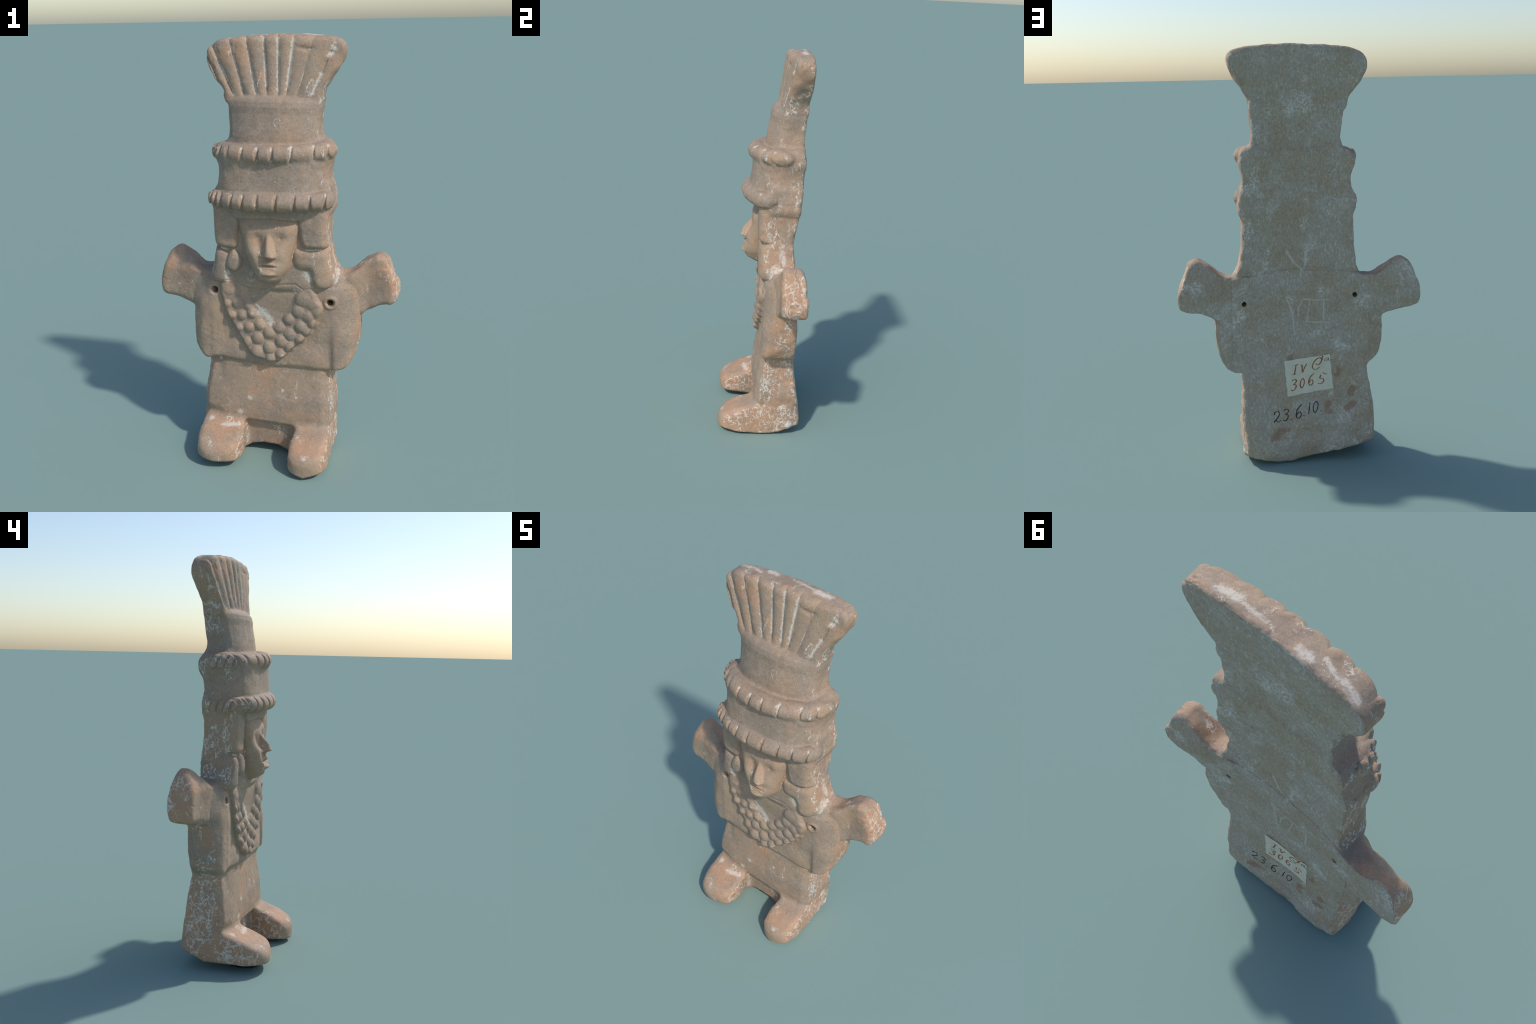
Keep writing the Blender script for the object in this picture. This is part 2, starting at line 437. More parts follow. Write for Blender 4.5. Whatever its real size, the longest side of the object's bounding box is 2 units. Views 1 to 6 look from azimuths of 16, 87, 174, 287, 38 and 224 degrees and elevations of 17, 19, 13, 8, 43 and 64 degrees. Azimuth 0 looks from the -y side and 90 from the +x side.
def finish(f, x, y, z):
    for a, b, ra, rb in holes:
        t = np.clip((y - a[1]) / (b[1] - a[1]), 0, 1)
        r = np.hypot(x - (a[0] + (b[0] - a[0]) * t), z - (a[2] + (b[2] - a[2]) * t))
        f = smax(f, (ra + (rb - ra) * np.clip(t * 1.6, 0, 1)) - r, .008)
    low = z < .2
    if np.any(low):
        f = np.where(low, smax(f, sole_height(x, y) - z, .014), f)
    return f


def body_points(P, want_owner=False):
    x, y, z = P[:, 0], P[:, 1], P[:, 2]
    f = np.full(len(P), .2); own = np.full(len(P), -1); best = np.full(len(P), 9.)
    for n, (p, k) in enumerate(PRIMS):
        m = (x > p.lo[0]) & (x < p.hi[0]) & (z > p.lo[1]) & (z < p.hi[1])
        if not m.any():
            continue
        v = p.points(x[m], y[m], z[m])
        if want_owner:
            b = best[m]; o = own[m]; c = v < b
            b[c] = v[c]; o[c] = n
            best[m] = b; own[m] = o
        f[m] = smin(f[m], v, k)
    if want_owner:
        return own, best
    return finish(f, x, y, z)


# ---------------------------------------------------------------- meshing
def surface_nets():
    step = int(round(H / H2))
    ixs = np.arange(0, len(gx), step); izs = np.arange(0, len(gz), step)
    ys = np.arange(Y0, Y1 + 1e-9, H)
    xs = gx[ixs]; zs = gz[izs]
    f = np.full((len(xs), len(ys), len(zs)), .2)
    for p, k in PRIMS:
        mx = np.where((xs > p.lo[0]) & (xs < p.hi[0]))[0]; mz = np.where((zs > p.lo[1]) & (zs < p.hi[1]))[0]
        v = p.grid(ixs[mx], izs[mz], ys)
        sl = np.s_[mx[0]:mx[-1] + 1, :, mz[0]:mz[-1] + 1]
        f[sl] = smin(f[sl], v, k)
    f = finish(f, xs[:, None, None], ys[None, :, None], zs[None, None, :])
    ins = f < 0
    nx, ny, nz = f.shape
    # cells with a sign change
    c = np.zeros((nx - 1, ny - 1, nz - 1), np.int8)
    for a in (0, 1):
        for b in (0, 1):
            for d in (0, 1):
                c += ins[a:nx - 1 + a, b:ny - 1 + b, d:nz - 1 + d]
    act = (c > 0) & (c < 8)
    idx = np.full(act.shape, -1, np.int64); I = np.argwhere(act); idx[act] = np.arange(len(I))
    acc = np.zeros((len(I), 3)); cnt = np.zeros(len(I))
    corners = [(a, b, d) for a in (0, 1) for b in (0, 1) for d in (0, 1)]
    for i, p in enumerate(corners):
        for q in corners[i + 1:]:
            if sum(abs(np.subtract(p, q))) != 1:
                continue
            fa = f[I[:, 0] + p[0], I[:, 1] + p[1], I[:, 2] + p[2]]; fb = f[I[:, 0] + q[0], I[:, 1] + q[1], I[:, 2] + q[2]]
            m = (fa < 0) != (fb < 0)
            t = np.where(m, fa / np.where(m, fa - fb, 1), 0)
            pos = np.array(p)[None] + t[:, None] * (np.subtract(q, p))[None]
            acc[m] += pos[m]; cnt[m] += 1
    V = (I + acc / cnt[:, None]) * H + np.array([X0, Y0, Z0])
    quads = []
    for ax in range(3):
        o = [k for k in range(3) if k != ax]
        A = [slice(1, n - 1) for n in f.shape]; A[ax] = slice(0, f.shape[ax] - 1)
        B = list(A); B[ax] = slice(1, f.shape[ax])
        a = ins[tuple(A)]; b = ins[tuple(B)]
        E = np.argwhere(a != b)
        E = E + np.array([0 if k == ax else 1 for k in range(3)])
        flip = a[a != b]

        def cell(d0, d1):
            s = E.copy(); s[:, o[0]] -= d0; s[:, o[1]] -= d1
            return idx[s[:, 0], s[:, 1], s[:, 2]]
        q = np.stack([cell(1, 1), cell(0, 1), cell(0, 0), cell(1, 0)], 1)
        fl = flip if ax != 1 else ~flip
        q[~fl] = q[~fl][:, ::-1]
        quads.append(q)
    Q = np.vstack(quads)
    return V, Q[(Q >= 0).all(1)]


def subdivide(V, Q):
    E = np.stack([Q, np.roll(Q, -1, 1)], 2).reshape(-1, 2); E.sort(1)
    key = E[:, 0] * len(V) + E[:, 1]
    u, inv = np.unique(key, return_inverse=True)
    mid = (V[u // len(V)] + V[u % len(V)]) / 2
    cen = V[Q].mean(1)
    n = len(V); m = inv.reshape(-1, 4) + n; c = np.arange(len(Q)) + n + len(mid)
    out = np.stack([np.stack([Q[:, i], m[:, i], c, m[:, i - 1]], 1) for i in range(4)], 1).reshape(-1, 4)
    return np.vstack([V, mid, cen]), out


def grad(P, f0, e=.0015):
    g = np.empty_like(P)
    for k in range(3):
        q = P.copy(); q[:, k] += e
        g[:, k] = (body_points(q) - f0) / e
    return g


def project(V, it=2):
    for _ in range(it):
        f0 = body_points(V); g = grad(V, f0)
        l2 = np.maximum((g * g).sum(1), .15)
        step = np.clip(f0 / l2, -.006, .006)
        V = V - step[:, None] * g
    return V


def smooth(V, Q, w=.5, it=1):
    for _ in range(it):
        s = np.zeros_like(V); c = np.zeros(len(V))
        for i in range(4):
            for j in (i - 1, (i + 1) % 4):
                for k in range(3):
                    s[:, k] += np.bincount(Q[:, i], V[Q[:, j], k], len(V))
                c += np.bincount(Q[:, i], minlength=len(V))
        V = V + w * (s / c[:, None] - V)
    return V


def normals(V, Q):
    n = np.cross(V[Q[:, 2]] - V[Q[:, 0]], V[Q[:, 3]] - V[Q[:, 1]])
    out = np.zeros_like(V)
    for i in range(4):
        for k in range(3):
            out[:, k] += np.bincount(Q[:, i], n[:, k], len(V))
    return out / np.maximum(np.linalg.norm(out, axis=1), 1e-12)[:, None]


# incised marks scratched into the back: polylines (x, z)
scratches = [[(.060, 1.047), (.030, .998), (-.011, .955)], [(-.033, 1.047), (-.028, 1.0), (-.022, .965)], [(-.018, 1.050), (-.050, 1.050)],
             [(-.013, .813), (-.075, .806), (-.140, .803)], [(-.115, .807), (-.111, .717)], [(-.019, .700), (-.139, .691)], [(.009, .775), (.012, .735)], [(-.013, .813), (.015, .760)],
             [(.071, .824), (.050, .822)], [(.065, .815), (.047, .772), (.036, .73), (.032, .640)], [(-.045, .80), (-.030, .705)]]


def scratch_depth(x, z):
    d = np.full(x.shape, 9.)
    for s in scratches:
        for a, b in zip(s[:-1], s[1:]):
            d = np.minimum(d, seg_dist(x, z, a, b))
    return d


def relief(V, Q):
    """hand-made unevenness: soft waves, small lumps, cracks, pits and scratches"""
    N = normals(V, Q)
    x, y, z = V.T
    d = .0030 * vnoise(V, .11, 1) + .0014 * vnoise(V, .045, 2)
    rough = .5 + .5 * sstep(-.2, .5, vnoise(V, .16, 3))
    d += .0007 * rough * vnoise(V, .016, 4) + .00035 * rough * vnoise(V, .008, 5)
    isback = N[:, 1] > .5
    d -= np.where(isback, .0028 * np.exp(-(scratch_depth(x, z) / .0045) ** 2), 0)
    d += np.where(isback, .0020 * vnoise(V * np.array([1, 1, .35]), .028, 6), 0)
    diag = np.stack([(x + .6 * z), y, (z - .6 * x) * .18], 1)
    d += np.where(isback, .0011 * vnoise(diag, .012, 12) + .0030 * vnoise(V, .075, 13), 0)
    rim = (np.abs(N[:, 0]) + np.abs(N[:, 2]) > .35) & (y > .07)
    d += np.where(rim, .0028 * vnoise(V, .034, 14), 0)
    side = (np.abs(N[:, 0]) > .6)
    d += np.where(side, .0012 * vnoise(V, .022, 7), 0)
    # cord notches run on round the cut left end of both rolls
    for zr_, h_ in ((1.488, .034), (1.280, .036)):
        on = sstep(h_, h_ * .6, np.abs(z - zr_)) * sstep(-.22, -.245, x) * sstep(-.04, -.02, y) * sstep(.11, .08, y) * (N[:, 0] < -.3)
        d += on * (.006 - .010 * np.exp(-((np.mod(y + .3 * (z - zr_), .034) - .017) / .006) ** 2))
    # pits
    pit = vnoise(V, .013, 8)
    d -= .0016 * sstep(.72, .95, pit)
    # front neck crack where head and cape were pressed together
    crack = [(-.277, .880), (-.189, .893), (-.151, .882), (-.064, .877), (.016, .884), (.122, .895), (.164, .873), (.215, .876), (.30, .886)]
    cd = np.full(len(V), 9.)
    for a, b in zip(crack[:-1], crack[1:]):
        cd = np.minimum(cd, seg_dist(x, z + .004 * vnoise(V, .02, 9), a, b))
    d -= np.where(N[:, 1] < .3, .0026 * np.exp(-(cd / .0045) ** 2), 0)
    # small chips along the plume's top corner and the worn hand
    d -= .004 * sstep(.20, .27, x) * sstep(1.85, 1.91, z) * sstep(.2, .7, vnoise(V, .020, 10))
    d -= .005 * sstep(.44, .54, x) * sstep(.1, .7, vnoise(V, .030, 11))
    return V + d[:, None] * N


V, Q = surface_nets()
V = project(V, 1)
V, Q = subdivide(V, Q)
V = project(V, 2)
V = smooth(V, Q, .35, 1)
V = relief(V, Q)
V[:, 2] = np.maximum(V[:, 2], .003)
NRM = normals(V, Q)


# ---------------------------------------------------------------- region labels
def label_faces():
    C = V[Q].mean(1); own, _ = body_points(C, True)
    n = normals(V, Q)[Q].mean(1)
    x, y, z = C.T
    lab = np.array([PRIMS[o][0].name if o >= 0 else 'torso' for o in own], dtype=object)
    side = np.where(x > 0, '+', '-')
    key = lab.astype(str).astype(object)
    front = n[:, 1] < -.05
    # feathers: one part per rib
    m = lab == 'plume'
    g = np.stack([groove_x(i, z) for i in range(7)], 1)
    rib = (x[:, None] > g).sum(1)
    key[m] = ['feather|%d' % r if (fr and zz > 1.735 and yy < .14) else 'plume|0' for r, fr, zz, yy in zip(rib[m], front[m], z[m], y[m])]
    # padded rolls: one part per segment between the notches
    for r, tag in ((roll1, 'a'), (roll2, 'b')):
        m = (lab == 'headdress_roll') & (np.abs(z - r.zl) < .10)
        seg = (x[:, None] > np.array(r.notches)[None]).sum(1)
        key[m] = ['roll_segment|%s%d' % (tag, s) if yy < .05 else 'headdress_roll|' + tag for s, yy in zip(seg[m], y[m])]
    m = lab == 'headdress_band'
    key[m] = ['headdress_band|%d' % (zz > 1.52) for zz in z[m]]
    # head
    m = lab == 'head'
    fd, = sample((face_d,), x, z); pds = sample(pad_d, x, z)
    kk = np.full(len(C), 'head|0', dtype=object)
    for i, (p, pd) in enumerate(zip(hair_pads, pds)):
        kk[(pd < 0) & (y < .05)] = '%s|%d' % (p[0], i)
    kk[(fd < 0) & front & (y < .02)] = 'face|0'
    nose = (np.abs(x - .018) < .034) & (z > 1.028) & (z < 1.15) & (fd < 0) & (y < -.085)
    kk[nose] = 'nose|0'
    mouth = (np.abs(x - .014) < .048) & (np.abs(z - .988) < .034) & (fd < 0) & front & (y < -.06)
    kk[mouth] = 'mouth|0'
    for sx in (.070, -.041):
        kk[(((x - sx) / .026) ** 2 + ((z - 1.114) / .014) ** 2 < 1) & (fd < 0) & front & ~nose] = 'eye|%d' % (sx > 0)
    key[m] = kk[m]
    # torso: collar + beads
    m = lab == 'torso'
    kk = np.full(len(C), 'torso|0', dtype=object)
    od, idd = sample((poly_sdf(spline(bib_outer), GX, GZ), poly_sdf(spline(bib_inner), GX, GZ)), x, z)
    col = (od < .002) & (idd > -.004) & (y < .03) & (z < .875)
    kk[col] = 'necklace|0'
    bd = np.stack([np.hypot(x - b[0], z - b[1]) / (BEAD_R * b[2]) for b in bead_spots], 1)
    near = bd.argmin(1)
    isb = (bd.min(1) < .98) & (y < .03) & (z < .875)
    kk[isb] = ['bead|%d' % i for i in near[isb]]
    key[m] = kk[m]
    for nm in ('arm', 'foot'):
        m = lab == nm
        key[m] = [nm + '|' + s for s in side[m]]
    m = (lab == 'arm') & (np.abs(x) > .445)
    key[m] = ['hand|' + s for s in side[m]]
    m = lab == 'leg'
    key[m] = ['leg|' + s for s in side[m]]
    key[lab == 'skirt'] = 'skirt|0'
    return key


keys = label_faces()

# ---------------------------------------------------------------- materials
def new_mat(name):
    m = bpy.data.materials.new(name); m.use_nodes = True
    nt = m.node_tree; nt.nodes.clear()
    return m, nt


class NB:
    """tiny node-building helper"""
    def __init__(s, nt):
        s.nt = nt

    def n(s, t, **kw):
        nd = s.nt.nodes.new(t)
        for k, v in kw.items():
            setattr(nd, k, v)
        return nd

    def put(s, sock, v):
        if hasattr(v, 'is_output'):
            s.nt.links.new(v, sock)
        else:
            sock.default_value = v

    def math(s, op, a, b=0., c=0., clamp=False):
        nd = s.n('ShaderNodeMath', operation=op); nd.use_clamp = clamp
        for i, v in enumerate((a, b, c)):
            s.put(nd.inputs[i], v)
        return nd.outputs[0]

    def vmath(s, op, a, b=(0, 0, 0)):
        nd = s.n('ShaderNodeVectorMath', operation=op)
        s.put(nd.inputs[0], a)
        if len(nd.inputs) > 1:
            s.put(nd.inputs[1], b)
        return nd

    def noise(s, vec, scale, detail=4., rough=.55, dist=0.):
        nd = s.n('ShaderNodeTexNoise')
        s.put(nd.inputs['Vector'], vec); nd.inputs['Scale'].default_value = scale
        nd.inputs['Detail'].default_value = detail; nd.inputs['Roughness'].default_value = rough
        nd.inputs['Distortion'].default_value = dist
        return nd.outputs['Fac']

    def ramp(s, v, lo, hi, a=0., b=1.):
        nd = s.n('ShaderNodeMapRange'); nd.interpolation_type = 'SMOOTHSTEP'
        s.put(nd.inputs['Value'], v)
        for i, q in enumerate((lo, hi, a, b)):
            s.put(nd.inputs[i + 1], q)
        return nd.outputs[0]

    def mix(s, f, a, b):
        nd = s.n('ShaderNodeMix', data_type='RGBA')
        s.put(nd.inputs[0], f); s.put(nd.inputs[6], a); s.put(nd.inputs[7], b)
        return nd.outputs[2]

    def mapping(s, vec, scale=(1, 1, 1), loc=(0, 0, 0), rot=(0, 0, 0)):
        nd = s.n('ShaderNodeMapping')
        s.put(nd.inputs['Vector'], vec)
        nd.inputs['Scale'].default_value = scale; nd.inputs['Location'].default_value = loc; nd.inputs['Rotation'].default_value = rot
        return nd.outputs[0]


def lin(r, g, b):
    f = lambda c: ((c / 255 + .055) / 1.055) ** 2.4 if c > 10 else c / 255 / 12.92
    return (f(r), f(g), f(b), 1)


CLAY_GREY = lin(147, 129, 112)
CLAY_TAN = lin(163, 138, 114)
CLAY_ORANGE = lin(184, 139, 107)
CLAY_DARK = lin(122, 99, 82)
CHALK = lin(218, 211, 199)
BACK_GREY = lin(175, 162, 144)
BACK_TAN = lin(172, 151, 126)


def stroke_group():
    g = bpy.data.node_groups.new('stroke_mask', 'ShaderNodeTree')
    for nm, t in (('P', 'NodeSocketVector'), ('A', 'NodeSocketVector'), ('B', 'NodeSocketVector'), ('Width', 'NodeSocketFloat')):
        g.interface.new_socket(nm, in_out='INPUT', socket_type=t)
    g.interface.new_socket('D', in_out='OUTPUT', socket_type='NodeSocketFloat')
    b = NB(g)
    i = b.n('NodeGroupInput'); o = b.n('NodeGroupOutput')
    pa = b.vmath('SUBTRACT', i.outputs['P'], i.outputs['A']).outputs[0]
    ba = b.vmath('SUBTRACT', i.outputs['B'], i.outputs['A']).outputs[0]
    t = b.math('DIVIDE', b.vmath('DOT_PRODUCT', pa, ba).outputs['Value'], b.math('ADD', b.vmath('DOT_PRODUCT', ba, ba).outputs['Value'], 1e-9), clamp=True)
    nd = b.n('ShaderNodeVectorMath', operation='SCALE'); b.put(nd.inputs[0], ba); b.put(nd.inputs[3], t)
    d = b.vmath('LENGTH', b.vmath('SUBTRACT', pa, nd.outputs[0]).outputs[0]).outputs['Value']
    b.put(o.inputs[0], b.math('DIVIDE', d, i.outputs['Width']))
    return g


STROKE = stroke_group()


def clay(name, tan=.5, orange=.25, chalk=.30, flakes=.3, veil=.25, strokes=(), stains=(), edge=.5, speck=.36, side=.12, side_orange=.2, stretch=.7):
    """fired clay: grey-brown skin over tan body, orange where rubbed, with chalky lime crust.
    chalk  = amount of vein-like crust,  flakes = solid crust patches,  veil = thin pale film
    strokes = (A, B, width) lime packed in grooves and scratches;  stains = brown resin spots"""
    m, nt = new_mat(name); b = NB(nt)
    out = b.n('ShaderNodeOutputMaterial'); bs = b.n('ShaderNodeBsdfPrincipled')
    nt.links.new(bs.outputs[0], out.inputs[0])
    P = b.n('ShaderNodeTexCoord').outputs['Object']
    geo = b.n('ShaderNodeNewGeometry')
    big = b.noise(P, 5.5, 3, .5)
    mid = b.noise(P, 17, 5, .6)
    fine = b.noise(P, 95, 5, .65)
    grain = b.noise(P, 300, 3, .7)
    mid0 = b.math('SUBTRACT', mid, .5)
    col = b.mix(b.ramp(b.math('ADD', b.math('MULTIPLY', big, .7), b.math('MULTIPLY', mid, .3)), .5 - .12 + (0.5 - tan) * .3, .5 + .12 + (0.5 - tan) * .3), CLAY_GREY, CLAY_TAN)
    # rubbed orange body
    om = b.noise(b.mapping(P, loc=(3.1, 1.7, 5.2)), 7, 4, .55)
    om = b.math('MULTIPLY', b.ramp(b.math('ADD', om, b.math('MULTIPLY', mid, .3)), .78 - orange * .55, 1.12 - orange * .55), .85)
    edgem = b.ramp(b.math('ADD', geo.outputs['Pointiness'], b.math('MULTIPLY', mid0, .05)), .508, .535)
    nx = b.math('ABSOLUTE', b.vmath('DOT_PRODUCT', geo.outputs['Normal'], (1, 0, 0)).outputs['Value'])
    sidem = b.ramp(b.math('ADD', nx, b.math('MULTIPLY', mid0, .5)), .62, .86)
    om = b.math('MAXIMUM', om, b.math('MULTIPLY', edgem, edge))
    om = b.math('MAXIMUM', om, b.math('MULTIPLY', sidem, b.ramp(big, .30, .55, 0., side_orange)))
    col = b.mix(om, col, CLAY_ORANGE)
    # darker burnt blotches and fine speckle
    dk = b.ramp(b.noise(b.mapping(P, loc=(9, 2, 4)), 26, 5, .65), .56, .76)
    col = b.mix(b.math('MULTIPLY', dk, .40), col, CLAY_DARK)
    col = b.mix(b.math('MULTIPLY', b.ramp(fine, .50, .70), speck), col, CLAY_DARK)
    col = b.mix(b.math('MULTIPLY', b.ramp(b.noise(P, 210, 4, .75), .53, .68), .22), col, CHALK)
    # thin pale film made of fine scratches and dots
    film = b.math('MULTIPLY', b.ramp(grain, .50, .66), b.ramp(b.noise(P, 34, 4, .7), .40, .62))
    col = b.mix(b.math('MULTIPLY', film, veil), col, CHALK)
    # lime crust: cracked network, hair-thin scratches and solid flakes; the cut sides carry more of it
    warp = b.n('ShaderNodeTexNoise'); b.put(warp.inputs['Vector'], P); warp.inputs['Scale'].default_value = 38; warp.inputs['Detail'].default_value = 4
    wv = b.n('ShaderNodeVectorMath', operation='SCALE'); b.put(wv.inputs[0], b.vmath('SUBTRACT', warp.outputs['Color'], (.5, .5, .5)).outputs[0]); wv.inputs[3].default_value = .042
    Pw = b.mapping(b.vmath('ADD', P, wv.outputs[0]).outputs[0], scale=(1, 1, stretch))

    def net(scale, width):
        v = b.n('ShaderNodeTexVoronoi', feature='DISTANCE_TO_EDGE'); b.put(v.inputs['Vector'], Pw); v.inputs['Scale'].default_value = scale
        return b.ramp(b.math('ADD', v.outputs['Distance'], b.math('MULTIPLY', b.math('SUBTRACT', fine, .5), .10)), width * .4, width, 1., 0.)
    vein = b.math('MAXIMUM', net(17, .046), net(38, .070))
    lvl = b.math('MULTIPLY_ADD', sidem, side, .34 * chalk)
    vz = b.noise(b.mapping(P, scale=(1, 1, .55), loc=(4, 1, 9)), 13, 4, .6)
    vz = b.ramp(b.math('ADD', vz, lvl), .66, .74)
    vein = b.math('MULTIPLY', b.math('MULTIPLY', vein, vz), b.ramp(b.noise(P, 60, 3, .6), .36, .55))
    hs = b.noise(b.mapping(P, scale=(1, 1, .6), loc=(2, 8, 3)), 85, 4, .6, 1.5)
    hair = b.math('MULTIPLY', b.ramp(b.math('ABSOLUTE', b.math('SUBTRACT', hs, .5)), 0., .018, 1., 0.), b.ramp(b.noise(b.mapping(P, loc=(1, 1, 6)), 14, 4, .6), .47, .60))
    fl = b.ramp(b.math('ADD', b.math('ADD', b.noise(b.mapping(P, loc=(6, 3, 8)), 10, 3, .5), b.math('MULTIPLY', sidem, .03)), b.math('MULTIPLY', b.math('SUBTRACT', b.noise(P, 80, 5, .7), .5), .40)), .75 - .12 * flakes, .79 - .12 * flakes)
    crust = b.math('MAXIMUM', b.math('MAXIMUM', vein, fl), b.math('MULTIPLY', hair, .75))
    if strokes:
        wob = b.math('MULTIPLY', b.math('SUBTRACT', b.noise(P, 75, 6, .75), .5), 4.0)
        acc = None
        for A, B, w in strokes:
            g = b.n('ShaderNodeGroup'); g.node_tree = STROKE
            b.put(g.inputs['P'], P); g.inputs['A'].default_value = A; g.inputs['B'].default_value = B; g.inputs['Width'].default_value = w
            acc = g.outputs[0] if acc is None else b.math('MINIMUM', acc, g.outputs[0])
        sm = b.math('MULTIPLY', b.ramp(b.math('ADD', acc, wob), .35, 1.35, .85, 0.), b.ramp(b.noise(P, 140, 4, .7), .36, .48, .5, 1.))
        crust = b.math('MAXIMUM', crust, sm)
    crust = b.math('MULTIPLY', crust, b.math('MULTIPLY_ADD', b.ramp(grain, .3, .6), .28, .58))
    col = b.mix(crust, col, CHALK)
    # smoothed back: grey lime film with fine flecks, finger streaks and tan clay showing through
    isb = b.ramp(b.math('ADD', b.vmath('DOT_PRODUCT', geo.outputs['Normal'], (0, 1, 0)).outputs['Value'], b.math('MULTIPLY', mid0, .7)), .55, .80)
    bm = b.ramp(b.noise(b.mapping(P, loc=(1, 4, 2)), 7, 5, .6), .36, .62)
    bcol = b.mix(bm, BACK_TAN, BACK_GREY)
    bcol = b.mix(b.math('MULTIPLY', b.ramp(b.noise(b.mapping(P, loc=(8, 4, 2)), 21, 5, .65), .50, .74), .30), bcol, lin(144, 118, 92))
    bcol = b.mix(b.math('MULTIPLY', b.ramp(fine, .50, .68), .42), bcol, lin(134, 112, 90))
    streak = b.noise(b.mapping(P, scale=(1, 1, .5), rot=(0, .5, 0)), 120, 6, .72, .5)
    bcol = b.mix(b.math('MULTIPLY', b.ramp(streak, .48, .68), b.math('MULTIPLY_ADD', bm, .30, .38)), bcol, CHALK)
    pat = b.math('MULTIPLY', b.ramp(b.noise(b.mapping(P, loc=(7, 7, 1)), 9, 4, .55), .54, .68), b.ramp(b.noise(P, 85, 6, .75), .44, .60))
    bcol = b.mix(b.math('MULTIPLY', pat, .9), bcol, CHALK)
    bcol = b.mix(b.math('MULTIPLY', hair, .45), bcol, CHALK)
    if strokes:
        bcol = b.mix(b.math('MULTIPLY', sm, .65), bcol, CHALK)
    if stains:
        acc = None
        wob = b.math('MULTIPLY', b.math('SUBTRACT', b.noise(P, 38, 5, .65), .5), 2.6)
        for A, B, w in stains:
            g = b.n('ShaderNodeGroup'); g.node_tree = STROKE
            b.put(g.inputs['P'], P); g.inputs['A'].default_value = A; g.inputs['B'].default_value = B; g.inputs['Width'].default_value = w
            acc = g.outputs[0] if acc is None else b.math('MINIMUM', acc, g.outputs[0])
        bcol = b.mix(b.math('MULTIPLY', b.ramp(b.math('ADD', acc, wob), .4, 1.2, 1., 0.), .6), bcol, lin(146, 106, 76))
    col = b.mix(isb, col, bcol)
    b.put(bs.inputs['Base Color'], col)
    b.put(bs.inputs['Roughness'], b.math('MULTIPLY_ADD', crust, .2, .68))
    bs.inputs['Specular IOR Level'].default_value = .35
    hgt = b.math('ADD', b.math('MULTIPLY', fine, .6), b.math('ADD', b.math('MULTIPLY', grain, .25), b.math('MULTIPLY', crust, .35)))
    bp = b.n('ShaderNodeBump'); bp.inputs['Strength'].default_value = .50; bp.inputs['Distance'].default_value = .004
    b.put(bp.inputs['Height'], hgt)
    nt.links.new(bp.outputs[0], bs.inputs['Normal'])
    return m


# surface probes for placing lime strokes and the label
BVH = BVHTree.FromPolygons([tuple(v) for v in V[:, :3].tolist()], [tuple(q) for q in Q.tolist()])


def front_y(x, z):
    h = BVH.ray_cast(Vector((x, -.6, z)), Vector((0, 1, 0)))
    return h[0].y if h[0] else 0.


def back_y(x, z):
    h = BVH.ray_cast(Vector((x, .6, z)), Vector((0, -1, 0)))
    return h[0].y if h[0] else .17


def fstroke(a, b, w):
    return ((a[0], front_y(*a) + .002, a[1]), (b[0], front_y(*b) + .002, b[1]), w)


def bstroke(a, b, w):
    return ((a[0], back_y(*a), a[1]), (b[0], back_y(*b), b[1]), w)


plume_strokes = []
for i, (w, lo, hi) in enumerate([(.004, 0, 1), (.0035, .1, 1), (.005, 0, 1), (.006, .1, 1), (.0075, 0, .95), (.0075, .05, .9), (.0025, .1, .8), (.007, 0, .45), (.003, .2, .5)]):
    A, B = groove_bot[i], groove_top[i]
    a = A + (B - A) * lo + np.array([.002, .008 * (1 - lo)]); c = A + (B - A) * hi + np.array([.002, 0])
    plume_strokes.append(fstroke(a, c, w * 1.4))
plume_strokes.append(fstroke((.255, 1.905), (.272, 1.940), .013))
top_strokes = [((.20, .145, 1.985), (.14, .135, 1.990), .017), ((.12, .142, 1.990), (.04, .146, 1.992), .009), ((-.08, .150, 1.99), (-.11, .150, 1.986), .016), ((-.14, .125, 1.986), (-.19, .145, 1.980), .009), ((-.21, .140, 1.976), (-.26, .155, 1.966), .013), ((.27, .10, 1.955), (.30, .13, 1.945), .012)]
roll_strokes = []
for r, ws in ((roll1, [.003, .003, .004, .006, .006, .006, .0105, .007, .006]), (roll2, [.003, .003, .003, .004, .006, .004, .003, .004, .007, .006])):
    for xn, w in zip(r.notches, ws):
        zc = r.zl + (r.zr - r.zl) * (xn - r.xl) / (r.xr - r.xl)
        roll_strokes.append(fstroke((xn, zc + .026), (xn, zc - .028), w * 1.35))
back_strokes = [bstroke(a, b, .0065 if i < 2 else .0038) for i, s in enumerate(scratches) for a, b in zip(s[:-1], s[1:])]
hair_strokes = [((.286, .07, 1.07), (.292, .085, .98), .016), ((.292, .05, .95), (.298, .03, .915), .024), ((.285, .10, 1.20), (.282, .105, 1.12), .012),
                fstroke((.190, .925), (.175, .945), .016), fstroke((-.205, .895), (-.200, .93), .013), fstroke((.175, 1.060), (.240, 1.060), .005),
                fstroke((-.23, 1.045), (-.20, 1.045), .006)]
chest_strokes = [fstroke((-.060, .775), (-.045, .755), .011), fstroke((-.042, .75), (.005, .700), .020)]
skirt_strokes = [fstroke((.222, .455), (.232, .470), .010), fstroke((-.105, .300), (-.100, .295), .009), fstroke((-.155, .225), (-.145, .22), .012)]
foot_strokes = [fstroke((-.22, .165), (-.15, .168), .015), ((.20, -.205, .115), (.215, -.20, .13), .016), ((-.30, -.02, .16), (-.29, -.05, .175), .014)]
